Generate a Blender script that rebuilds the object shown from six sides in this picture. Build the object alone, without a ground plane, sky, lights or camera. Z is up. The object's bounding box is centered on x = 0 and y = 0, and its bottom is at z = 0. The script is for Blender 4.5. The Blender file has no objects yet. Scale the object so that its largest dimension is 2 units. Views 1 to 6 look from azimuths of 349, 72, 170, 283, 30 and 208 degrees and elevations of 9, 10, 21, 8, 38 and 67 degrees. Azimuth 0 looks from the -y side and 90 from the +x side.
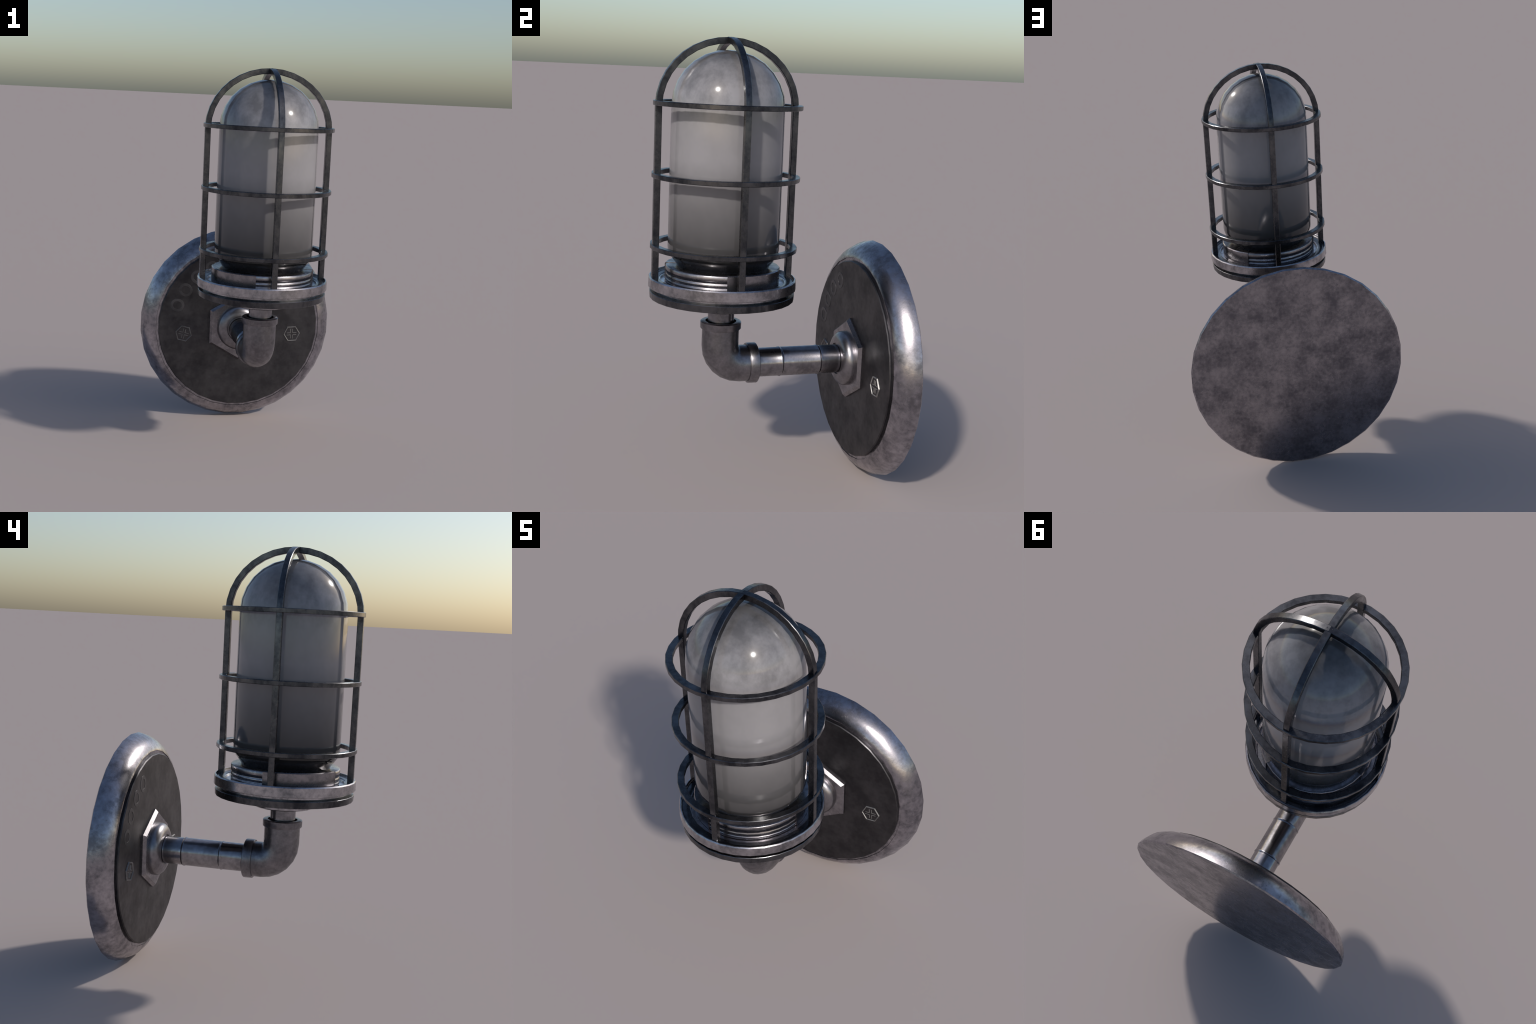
"""Industrial caged wall lamp on an elbow pipe with a round mounting plate."""
import bpy, bmesh, math
from mathutils import Matrix, Vector

SEG = 32                       # facets round every turned part
AXIS_Y = -0.210                # upright lamp axis (x = 0)
PIPE_Z = 0.551                 # horizontal pipe axis (x = 0)
PLATE_R = 0.5537

# --------------------------------------------------------------- materials
def nodes_of(name):
    m = bpy.data.materials.new(name)
    m.use_nodes = True
    nt = m.node_tree
    nt.nodes.clear()
    out = nt.nodes.new("ShaderNodeOutputMaterial")
    b = nt.nodes.new("ShaderNodeBsdfPrincipled")
    nt.links.new(b.outputs[0], out.inputs[0])
    return m, nt, b


def noise(nt, scale, detail=4.0, rough=0.55, stretch=(1, 1, 1), offset=0.0, distortion=0.0):
    tc = nt.nodes.new("ShaderNodeTexCoord")
    mp = nt.nodes.new("ShaderNodeMapping")
    mp.inputs["Scale"].default_value = stretch
    mp.inputs["Location"].default_value = (offset, offset * 1.7, offset * 0.6)
    n = nt.nodes.new("ShaderNodeTexNoise")
    n.inputs["Scale"].default_value = scale
    n.inputs["Detail"].default_value = detail
    n.inputs["Roughness"].default_value = rough
    n.inputs["Distortion"].default_value = distortion
    nt.links.new(tc.outputs["Object"], mp.inputs[0])
    nt.links.new(mp.outputs[0], n.inputs["Vector"])
    return n.outputs[0]


def ramp(nt, src, stops):
    r = nt.nodes.new("ShaderNodeValToRGB")
    el = r.color_ramp.elements
    while len(el) < len(stops):
        el.new(0.5)
    for e, (p, c) in zip(el, stops):
        e.position = p
        e.color = (c, c, c, 1) if isinstance(c, (int, float)) else (*c, 1)
    nt.links.new(src, r.inputs[0])
    return r.outputs[0]


def mix(nt, a, b, fac=0.5, blend="MIX"):
    m = nt.nodes.new("ShaderNodeMix")
    m.data_type = "RGBA"
    m.blend_type = blend
    for k, v in ((0, fac), (6, a), (7, b)):
        sock = m.inputs[k]
        if isinstance(v, (int, float)):
            sock.default_value = v if k == 0 else (v, v, v, 1)
        elif isinstance(v, tuple):
            sock.default_value = (*v, 1)
        else:
            nt.links.new(v, sock)
    return m.outputs[2]


def bump(nt, src, strength, dist, bsdf):
    b = nt.nodes.new("ShaderNodeBump")
    b.inputs["Strength"].default_value = strength
    b.inputs["Distance"].default_value = dist
    nt.links.new(src, b.inputs["Height"])
    nt.links.new(b.outputs[0], bsdf.inputs["Normal"])


def metal(name, dark, light, metallic, r_lo, r_hi, scale=9.0, bump_d=0.0016, offset=0.0,
          stretch=(1, 1, 1), grain=0.35):
    """Worn steel: cloudy patches in colour and gloss, with a faint hammered grain."""
    m, nt, b = nodes_of(name)
    big = noise(nt, scale, 5, 0.62, stretch, offset)
    fine = noise(nt, scale * 5.5, 4, 0.6, stretch, offset + 3)
    patches = mix(nt, big, fine, grain)
    nt.links.new(ramp(nt, patches, [(0.39, dark), (0.51, tuple((p + q) / 2 for p, q in zip(dark, light))),
                                    (0.63, light)]), b.inputs["Base Color"])
    nt.links.new(ramp(nt, patches, [(0.34, r_hi), (0.66, r_lo)]), b.inputs["Roughness"])
    b.inputs["Metallic"].default_value = metallic
    bump(nt, mix(nt, big, noise(nt, scale * 14, 3, 0.6, stretch, offset + 7), 0.3), 0.55, bump_d, b)
    return m


STEEL = metal("worn_steel", (0.17, 0.164, 0.182), (0.47, 0.45, 0.485), 1.0, 0.15, 0.36, 7.0, 0.0013, grain=0.42)  # light end of the colour raised to whiten the rim's sun highlight
BACK = metal("stained_back", (0.145, 0.139, 0.157), (0.345, 0.328, 0.352), 1.0, 0.2, 0.36, 9.0, 0.0008, 11.3, grain=0.36)
RING_STEEL = metal("turned_steel", (0.20, 0.193, 0.208), (0.56, 0.54, 0.565), 1.0, 0.18, 0.34, 9.0, 0.0008, 1.3)
PIPE_STEEL = metal("pipe_steel", (0.17, 0.165, 0.178), (0.36, 0.35, 0.37), 1.0, 0.15, 0.3, 9.0, 0.0008, 2.1)
CAST = metal("cast_iron_fitting", (0.15, 0.145, 0.155), (0.285, 0.274, 0.29), 1.0, 0.25, 0.40, 10.0, 0.0008, 4.2)
NUT_STEEL = metal("nut_steel", (0.19, 0.18, 0.195), (0.36, 0.345, 0.365), 1.0, 0.2, 0.34, 10.0, 0.0006, 9.4)
DOME_STEEL = metal("brushed_dome", (0.18, 0.172, 0.185), (0.31, 0.30, 0.318), 1.0, 0.28, 0.37, 8.0, 0.0004, 2.9)
GUARD = metal("dark_guard_iron", (0.042, 0.043, 0.050), (0.150, 0.150, 0.157), 1.0, 0.2, 0.35, 8.0, 0.0005, 5.1, (1, 1, 0.75), 0.3)  # base darkened and tinted blue toward the sky reflected on the hoops
FACE = metal("blackened_plate", (0.048, 0.046, 0.050), (0.090, 0.087, 0.092), 1.0, 0.38, 0.5, 7.0, 0.0010, 6.4)
MARK = metal("rubbed_lettering", (0.078, 0.076, 0.081), (0.125, 0.122, 0.128), 1.0, 0.40, 0.5, 9.0, 0.0008, 3.4)
EDGE = metal("bright_bolt_edge", (0.19, 0.186, 0.183), (0.34, 0.33, 0.322), 0.75, 0.44, 0.55, 30.0, 0.0004, 7.7)


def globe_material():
    """Grey glass with a height gradient in its colour: pale mottled middle, darker crown, fading to near black at the foot."""
    m, nt, b = nodes_of("graded_grey_glass")
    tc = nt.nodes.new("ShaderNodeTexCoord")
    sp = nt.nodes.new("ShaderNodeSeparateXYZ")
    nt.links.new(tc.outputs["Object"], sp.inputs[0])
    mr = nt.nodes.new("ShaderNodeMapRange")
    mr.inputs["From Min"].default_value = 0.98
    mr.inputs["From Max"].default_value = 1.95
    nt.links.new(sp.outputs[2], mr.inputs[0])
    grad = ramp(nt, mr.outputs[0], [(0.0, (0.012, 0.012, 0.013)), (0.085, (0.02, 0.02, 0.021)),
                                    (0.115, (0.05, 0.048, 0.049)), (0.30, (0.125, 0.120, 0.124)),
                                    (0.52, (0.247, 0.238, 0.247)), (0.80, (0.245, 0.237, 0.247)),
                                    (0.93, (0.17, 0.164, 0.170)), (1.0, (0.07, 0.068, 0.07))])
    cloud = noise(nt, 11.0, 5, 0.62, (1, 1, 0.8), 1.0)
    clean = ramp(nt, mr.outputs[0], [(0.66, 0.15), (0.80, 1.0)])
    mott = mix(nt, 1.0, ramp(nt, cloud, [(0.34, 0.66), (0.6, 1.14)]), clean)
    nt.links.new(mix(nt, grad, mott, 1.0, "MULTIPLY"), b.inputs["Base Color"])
    b.inputs["Roughness"].default_value = 0.11
    b.inputs["IOR"].default_value = 1.52
    bump(nt, noise(nt, 5.0, 1, 0.4), 0.12, 0.002, b)
    return m


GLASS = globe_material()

# --------------------------------------------------------------- geometry helpers
def finish(name, bm, mat, parent=None, angle=38, smooth=True):
    bmesh.ops.recalc_face_normals(bm, faces=bm.faces)
    me = bpy.data.meshes.new(name)
    bm.to_mesh(me)
    bm.free()
    for m in mat if isinstance(mat, (list, tuple)) else [mat]:
        me.materials.append(m)
    if smooth:
        for p in me.polygons:
            p.use_smooth = True
        me.set_sharp_from_angle(angle=math.radians(angle))
    ob = bpy.data.objects.new(name, me)
    bpy.context.scene.collection.objects.link(ob)
    if parent is not None:
        ob.parent = parent
    return ob


def lathe_bm(profile, seg=SEG, closed=False, bm=None, frame=Matrix(), phase=0.5, arc=None):
    """Turn (radius, height) points about the frame's z axis; arc=(a0, a1) turns only a part."""
    bm = bm or bmesh.new()
    a0, a1 = arc or (0.0, 2 * math.pi)
    n = seg if arc is None else seg + 1
    rows = []
    for r, h in profile:
        if r < 1e-6:
            rows.append([bm.verts.new(frame @ Vector((0, 0, h)))])
            continue
        row = []
        for i in range(n):
            a = a0 + (a1 - a0) * (i + (phase if arc is None else 0)) / seg
            row.append(bm.verts.new(frame @ Vector((r * math.cos(a), r * math.sin(a), h))))
        rows.append(row)
    pairs = list(zip(rows, rows[1:])) + ([(rows[-1], rows[0])] if closed else [])
    for A, B in pairs:
        for i in range(seg):
            j = (i + 1) % n
            if len(A) == 1 and len(B) == 1:
                continue
            if len(A) == 1:
                bm.faces.new((A[0], B[i], B[j]))
            elif len(B) == 1:
                bm.faces.new((A[i], A[j], B[0]))
            else:
                bm.faces.new((A[i], A[j], B[j], B[i]))
    if arc is not None and closed:
        for k in (0, -1):
            bm.faces.new([row[k] for row in rows])
    return bm


def chamfered(points, c):
    """Cut every corner of a closed polygon profile by c."""
    out = []
    n = len(points)
    for i, p in enumerate(points):
        p = Vector(p)
        for q in (points[i - 1], points[(i + 1) % n]):
            d = Vector(q) - p
            out.append(tuple(p + d * min(c / d.length, 0.45)))
    return out


UP = Matrix.Translation((0, AXIS_Y, 0))                                    # lathe z -> world z
OUT = Matrix.Translation((0, 0, PIPE_Z)) @ Matrix.Rotation(-math.pi / 2, 4, "X")  # lathe z -> world +y


def prism(bm, sides, radius, y0, y1, chamfer, centre=(0, PIPE_Z), twist=0.0):
    """Regular prism along y from the wall side y1 to the front y0, front edge chamfered."""
    rows = []
    for rad, y in ((radius, y1), (radius, y0 + chamfer), (radius - chamfer, y0)):
        rows.append([bm.verts.new((centre[0] + rad * math.cos(twist + 2 * math.pi * i / sides), y,
                                   centre[1] + rad * math.sin(twist + 2 * math.pi * i / sides)))
                     for i in range(sides)])
    for A, B in zip(rows, rows[1:]):
        for i in range(sides):
            bm.faces.new((A[i], A[(i + 1) % sides], B[(i + 1) % sides], B[i]))
    bm.faces.new(rows[0])
    bm.faces.new(rows[-1])
    return bm


def sweep(bm, path, half_w, half_t):
    """Square bar along a list of (point, outward normal, sideways) frames."""
    rows = []
    for p, nrm, side in path:
        c = 0.0022
        sec = chamfered([(-half_w, -half_t), (half_w, -half_t), (half_w, half_t), (-half_w, half_t)], c)
        rows.append([bm.verts.new(p + side * u + nrm * v) for u, v in sec])
    n = len(rows[0])
    for A, B in zip(rows, rows[1:]):
        for i in range(n):
            bm.faces.new((A[i], A[(i + 1) % n], B[(i + 1) % n], B[i]))
    bm.faces.new(rows[0])
    bm.faces.new(rows[-1])
    return bm


# --------------------------------------------------------------- the lamp
lamp = bpy.data.objects.new("wall_lamp", None)
bpy.context.scene.collection.objects.link(lamp)
lamp.location = (0, 0, 0)
lamp["label"] = "caged industrial wall lamp on steel elbow pipe and round plate"
lamp["category"] = "wall lamp"

# --- mounting plate: domed rim, raised blackened face, lettering and bolts
rim = [(0.0, 0.538), (0.5465, 0.538), (PLATE_R, 0.5325), (0.5480, 0.5120), (0.5405, 0.4945), (0.5310, 0.4785),
       (0.5205, 0.4635), (0.5055, 0.4505), (0.491, 0.4412), (0.479, 0.4360), (0.4745, 0.4352), (0.4728, 0.4385),
       (0.0, 0.4385)]
plate = finish("mounting_plate", lathe_bm(rim, frame=OUT), [STEEL, BACK], lamp, 32)
for p in plate.data.polygons:
    p.material_index = 1 if p.normal.y > 0.95 else 0
face = [(0.0, 0.442), (0.4595, 0.442), (0.4600, 0.4275), (0.4560, 0.4230), (0.0, 0.4230)]
plate_face = finish("plate_face", lathe_bm(face, frame=OUT), FACE, plate, 30)
FACE_Y = 0.423

for ang in (161, 146, 131, 116):
    cu = bpy.data.curves.new("letter", "FONT")
    cu.body = "O"
    cu.size = 0.105
    cu.align_x, cu.align_y = "CENTER", "CENTER"
    cu.extrude = 0.0003
    cu.offset = 0.0022
    cu.bevel_depth = 0.0005
    cu.bevel_resolution = 1
    tmp = bpy.data.objects.new("letter", cu)
    bpy.context.scene.collection.objects.link(tmp)
    me = bpy.data.meshes.new_from_object(tmp.evaluated_get(bpy.context.evaluated_depsgraph_get()))
    bpy.data.objects.remove(tmp)
    bpy.data.curves.remove(cu)
    a = math.radians(ang)
    pos = Vector((0.372 * math.cos(a), FACE_Y - 0.0003, PIPE_Z + 0.372 * math.sin(a)))
    me.transform(Matrix.Translation(pos) @ Matrix.Rotation(-(a - math.pi / 2), 4, "Y") @ Matrix.Rotation(math.pi / 2, 4, "X")
                 @ Matrix.Diagonal((0.88, 1, 1, 1)))
    me.materials.clear()
    me.materials.append(MARK)
    ob = bpy.data.objects.new("raised_letter", me)
    bpy.context.scene.collection.objects.link(ob)
    ob.parent = plate

for sx, twist in ((1, 4), (-1, -14)):
    cx, cz, ty = 0.315 * sx, 0.509, math.radians(twist)
    bm = bmesh.new()                                    # low hexagon with a bright raised rim
    rows = []
    for rad, y in ((0.0500, FACE_Y + 0.004), (0.0495, FACE_Y), (0.0468, FACE_Y - 0.0055), (0.0455, FACE_Y - 0.0055),
                   (0.0425, FACE_Y - 0.0022)):
        rows.append([bm.verts.new((cx + rad * math.cos(ty + math.pi * i / 3), y, cz + rad * math.sin(ty + math.pi * i / 3)))
                     for i in range(6)])
    for A, B in zip(rows, rows[1:]):
        for i in range(6):
            bm.faces.new((A[i], A[(i + 1) % 6], B[(i + 1) % 6], B[i]))
    bm.faces.new(rows[0])
    bm.faces.new(rows[-1])
    bolt = finish("bolt", bm, [FACE, EDGE], plate, smooth=False)
    me = bolt.data
    for p in me.polygons:
        p.material_index = 1 if abs(p.normal.y) < 0.95 or p.center.y < FACE_Y - 0.005 else 0
    ridges = bmesh.new()                                # pale raised lines along the crossed driver slots
    for q in range(4):
        a = ty + q * math.pi / 2
        u, v = Vector((math.cos(a), 0, math.sin(a))), Vector((-math.sin(a), 0, math.cos(a)))
        for along, across, end in ((u, v, 0.0295), (v, u, 0.028)):
            lo, hi, off, w = 0.0045, end, 0.0062, 0.0018
            rows = []
            for depth, shrink in ((0.0005, 0.0), (-0.0016, 0.0010)):
                rows.append([ridges.verts.new(Vector((cx, FACE_Y - 0.0022 + depth, cz)) + along * s_ + across * t_)
                             for s_, t_ in ((lo + shrink, off - w + shrink), (hi - shrink, off - w + shrink),
                                            (hi - shrink, off + w - shrink), (lo + shrink, off + w - shrink))])
            for k in range(4):
                ridges.faces.new((rows[0][k], rows[0][(k + 1) % 4], rows[1][(k + 1) % 4], rows[1][k]))
            ridges.faces.new(rows[1])
            ridges.faces.new(rows[0])
    finish("slot_edge", ridges, EDGE, bolt, smooth=False)

# --- hexagonal flange, its dome and the horizontal pipe
bm = prism(bmesh.new(), 6, 0.193, 0.400, FACE_Y + 0.004, 0.0145, twist=math.pi / 2)
flange = finish("hex_flange", bm, NUT_STEEL, lamp, 30)
dome = [(0.0, 0.403), (0.127, 0.403), (0.1278, 0.394)]
for k in range(1, 7):
    t = k / 6 * math.pi / 2
    dome.append((0.078 + 0.0495 * math.cos(t), 0.392 - 0.038 * math.sin(t)))
dome += [(0.073, 0.3545), (0.070, 0.361), (0.0, 0.361)]
finish("flange_dome", lathe_bm(dome, frame=OUT), DOME_STEEL, flange, 40)

pipe = [(0.0, -0.07), (0.0665, -0.07), (0.0665, 0.066), (0.0688, 0.0685), (0.0692, 0.073), (0.0665, 0.0765),
        (0.0655, 0.079), (0.0668, 0.082), (0.0668, 0.250), (0.0692, 0.253), (0.0692, 0.258), (0.0655, 0.262)]
y = 0.264
while y < 0.352:                                        # fine thread running into the flange
    pipe += [(0.0652, y), (0.0660, y + 0.0025)]
    y += 0.005
pipe += [(0.0655, 0.356), (0.064, 0.366), (0.0, 0.366)]
horiz_pipe = finish("pipe", lathe_bm(pipe, seg=24, frame=OUT), PIPE_STEEL, lamp, 45)

# --- elbow: bent tube with a collar at each mouth
R_BEND, R_TUBE = 0.089, 0.0835
centre_line = [((AXIS_Y, 0.735), (0, -1))]
for k in range(0, 7):
    t = k / 6 * math.pi / 2
    centre_line.append(((AXIS_Y + R_BEND - R_BEND * math.cos(t), PIPE_Z + R_BEND - R_BEND * math.sin(t)),
                        (math.sin(t), -math.cos(t))))
centre_line.append(((-0.05, PIPE_Z), (1, 0)))
bm = bmesh.new()
rows = []
for (py, pz), (dy, dz) in centre_line:
    rows.append([bm.verts.new((R_TUBE * math.cos(a), py - dz * R_TUBE * math.sin(a), pz + dy * R_TUBE * math.sin(a)))
                 for a in (2 * math.pi * (i + 0.5) / 24 for i in range(24))])
for A, B in zip(rows, rows[1:]):
    for i in range(24):
        bm.faces.new((A[i], A[(i + 1) % 24], B[(i + 1) % 24], B[i]))
bm.faces.new(rows[0])
bm.faces.new(rows[-1])
elbow = finish("elbow", bm, CAST, lamp, 50)


def mouth(h_out, h_in, sign):
    return [(0.070, h_out), (0.0885, h_out), (0.0925, h_out - sign * 0.003), (0.0920, h_in + sign * 0.003),
            (0.0895, h_in), (0.078, h_in), (0.070, h_out - sign * 0.014)]


finish("elbow_collar", lathe_bm(mouth(0.754, 0.720, 1), seg=24, closed=True, frame=UP), CAST, elbow, 40)
finish("elbow_collar", lathe_bm(mouth(-0.040, -0.084, 1), seg=24, closed=True, frame=OUT), CAST, elbow, 40)

# --- upright stub, lower plate and base ring carrying the guard
neck = [(0.0, 0.72), (0.0595, 0.72), (0.0595, 0.825), (0.0, 0.825)]
finish("neck_pipe", lathe_bm(neck, seg=24, frame=UP), PIPE_STEEL, lamp, 40)
boss = [(0.0, 0.8155), (0.135, 0.8155), (0.140, 0.8195), (0.141, 0.866), (0.0, 0.866)]
under = [(0.0, 0.8625), (0.3195, 0.8625), (0.3215, 0.8645), (0.3232, 0.8915), (0.3215, 0.8935), (0.299, 0.8935),
         (0.299, 0.900), (0.0, 0.900)]
low = finish("lower_plate", lathe_bm(under, frame=UP), GUARD, lamp, 28)
finish("plate_boss", lathe_bm(boss, seg=24, frame=UP), RING_STEEL, low, 40)
base = [(0.0, 0.899), (0.300, 0.899), (0.300, 0.9118), (0.3272, 0.9118), (0.329, 0.9136), (0.3285, 0.9535), (0.3250, 0.9585),
        (0.3215, 0.9590), (0.3200, 0.9578), (0.3190, 0.948), (0.315, 0.945), (0.281, 0.945), (0.277, 0.943),
        (0.273, 0.934), (0.0, 0.934)]
base_ring = finish("base_ring", lathe_bm(base, frame=UP), RING_STEEL, lamp, 28)
washer = [(0.283, 0.9445), (0.3165, 0.9445), (0.3165, 0.947), (0.313, 0.9485), (0.285, 0.9485), (0.281, 0.9465)]
finish("gasket_ring", lathe_bm(washer, closed=True, frame=UP), GUARD, base_ring, 40)

# --- screw collar: plain lugs alternating with threaded windows
collar = finish("screw_collar", lathe_bm([(0.0, 0.93), (0.238, 0.93), (0.238, 1.0075), (0.19, 1.0075)],
                                         frame=UP), NUT_STEEL, lamp, 28)
thread = [(0.240, 0.936), (0.2515, 0.936), (0.2530, 0.9395), (0.2530, 0.948)]
for z in (0.9545, 0.9745):                              # two soft grooves under a plain band
    thread += [(0.2515, z - 0.0045), (0.2495, z - 0.002), (0.2495, z + 0.002), (0.2520, z + 0.005), (0.2532, z + 0.008)]
thread += [(0.2540, 0.990), (0.2540, 1.0045), (0.2505, 1.0085), (0.205, 1.0085), (0.205, 1.004), (0.240, 1.002)]
lug = [(0.240, 0.936), (0.2575, 0.936), (0.2580, 1.006), (0.2545, 1.0105), (0.205, 1.0105), (0.205, 1.004), (0.240, 1.004)]
for start, stop, prof, kind in ((252.5, 349.5, thread, "collar_thread"), (349.5, 414.5, lug, "collar_lug"),
                                (54.5, 168.5, thread, "collar_thread"), (168.5, 252.5, lug, "collar_lug")):
    n = round((stop - start) / 11.25)
    finish(kind, lathe_bm(prof, seg=n, closed=True, frame=UP, arc=(math.radians(start), math.radians(stop))),
           NUT_STEEL, collar, 28 if kind == "collar_lug" else 62)

# --- glass globe, with its dark foot
globe = [(0.0, 1.0), (0.200, 1.0), (0.204, 1.003), (0.2055, 1.010), (0.212, 1.021), (0.224, 1.036), (0.238, 1.056),
         (0.2455, 1.074), (0.2475, 1.090), (0.2475, 1.40), (0.2465, 1.705)]
for k in range(1, 8):
    t = k / 7 * math.pi / 2
    globe.append((0.2465 * math.cos(t) if k < 7 else 0.0, 1.705 + 0.241 * math.sin(t)))
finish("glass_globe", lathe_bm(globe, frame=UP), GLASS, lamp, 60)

# --- guard: three hoops, four uprights meeting as two crossing arches
guard = bpy.data.objects.new("guard", None)
bpy.context.scene.collection.objects.link(guard)
guard.parent = lamp
for z in (1.712, 1.404, 1.094):
    sec = chamfered([(0.294, z - 0.0105), (0.325, z - 0.0105), (0.325, z + 0.0105), (0.294, z + 0.0105)], 0.0022)
    finish("guard_hoop", lathe_bm(sec, closed=True, frame=UP), GUARD, guard, 30)

HALF = 0.0138
r_mid, a_mid = 0.3195 - HALF, 2.0 - HALF
SPRING = 1.70
bar_path = [(r_mid, 0.946, 1.0, 0.0), (r_mid, SPRING, 1.0, 0.0)]
for k in range(1, 10):
    t = k / 9 * math.pi / 2
    bar_path.append((r_mid * math.cos(t), SPRING + (a_mid - SPRING) * math.sin(t), math.cos(t), math.sin(t)))
bar_mesh = None
for k in range(4):
    if bar_mesh is None:
        frames = [(Vector((r, 0, z)), Vector((nr, 0, nz)), Vector((0, 1, 0))) for r, z, nr, nz in bar_path]
        first = finish("guard_bar", sweep(bmesh.new(), frames, HALF, HALF), GUARD, guard, 30)
        bar_mesh, ob = first.data, first
    else:
        ob = bpy.data.objects.new("guard_bar", bar_mesh)
        bpy.context.scene.collection.objects.link(ob)
        ob.parent = guard
    ob.location = (0, AXIS_Y, -0.0006 * (k % 2))
    ob.rotation_euler = (0, 0, k * math.pi / 2)
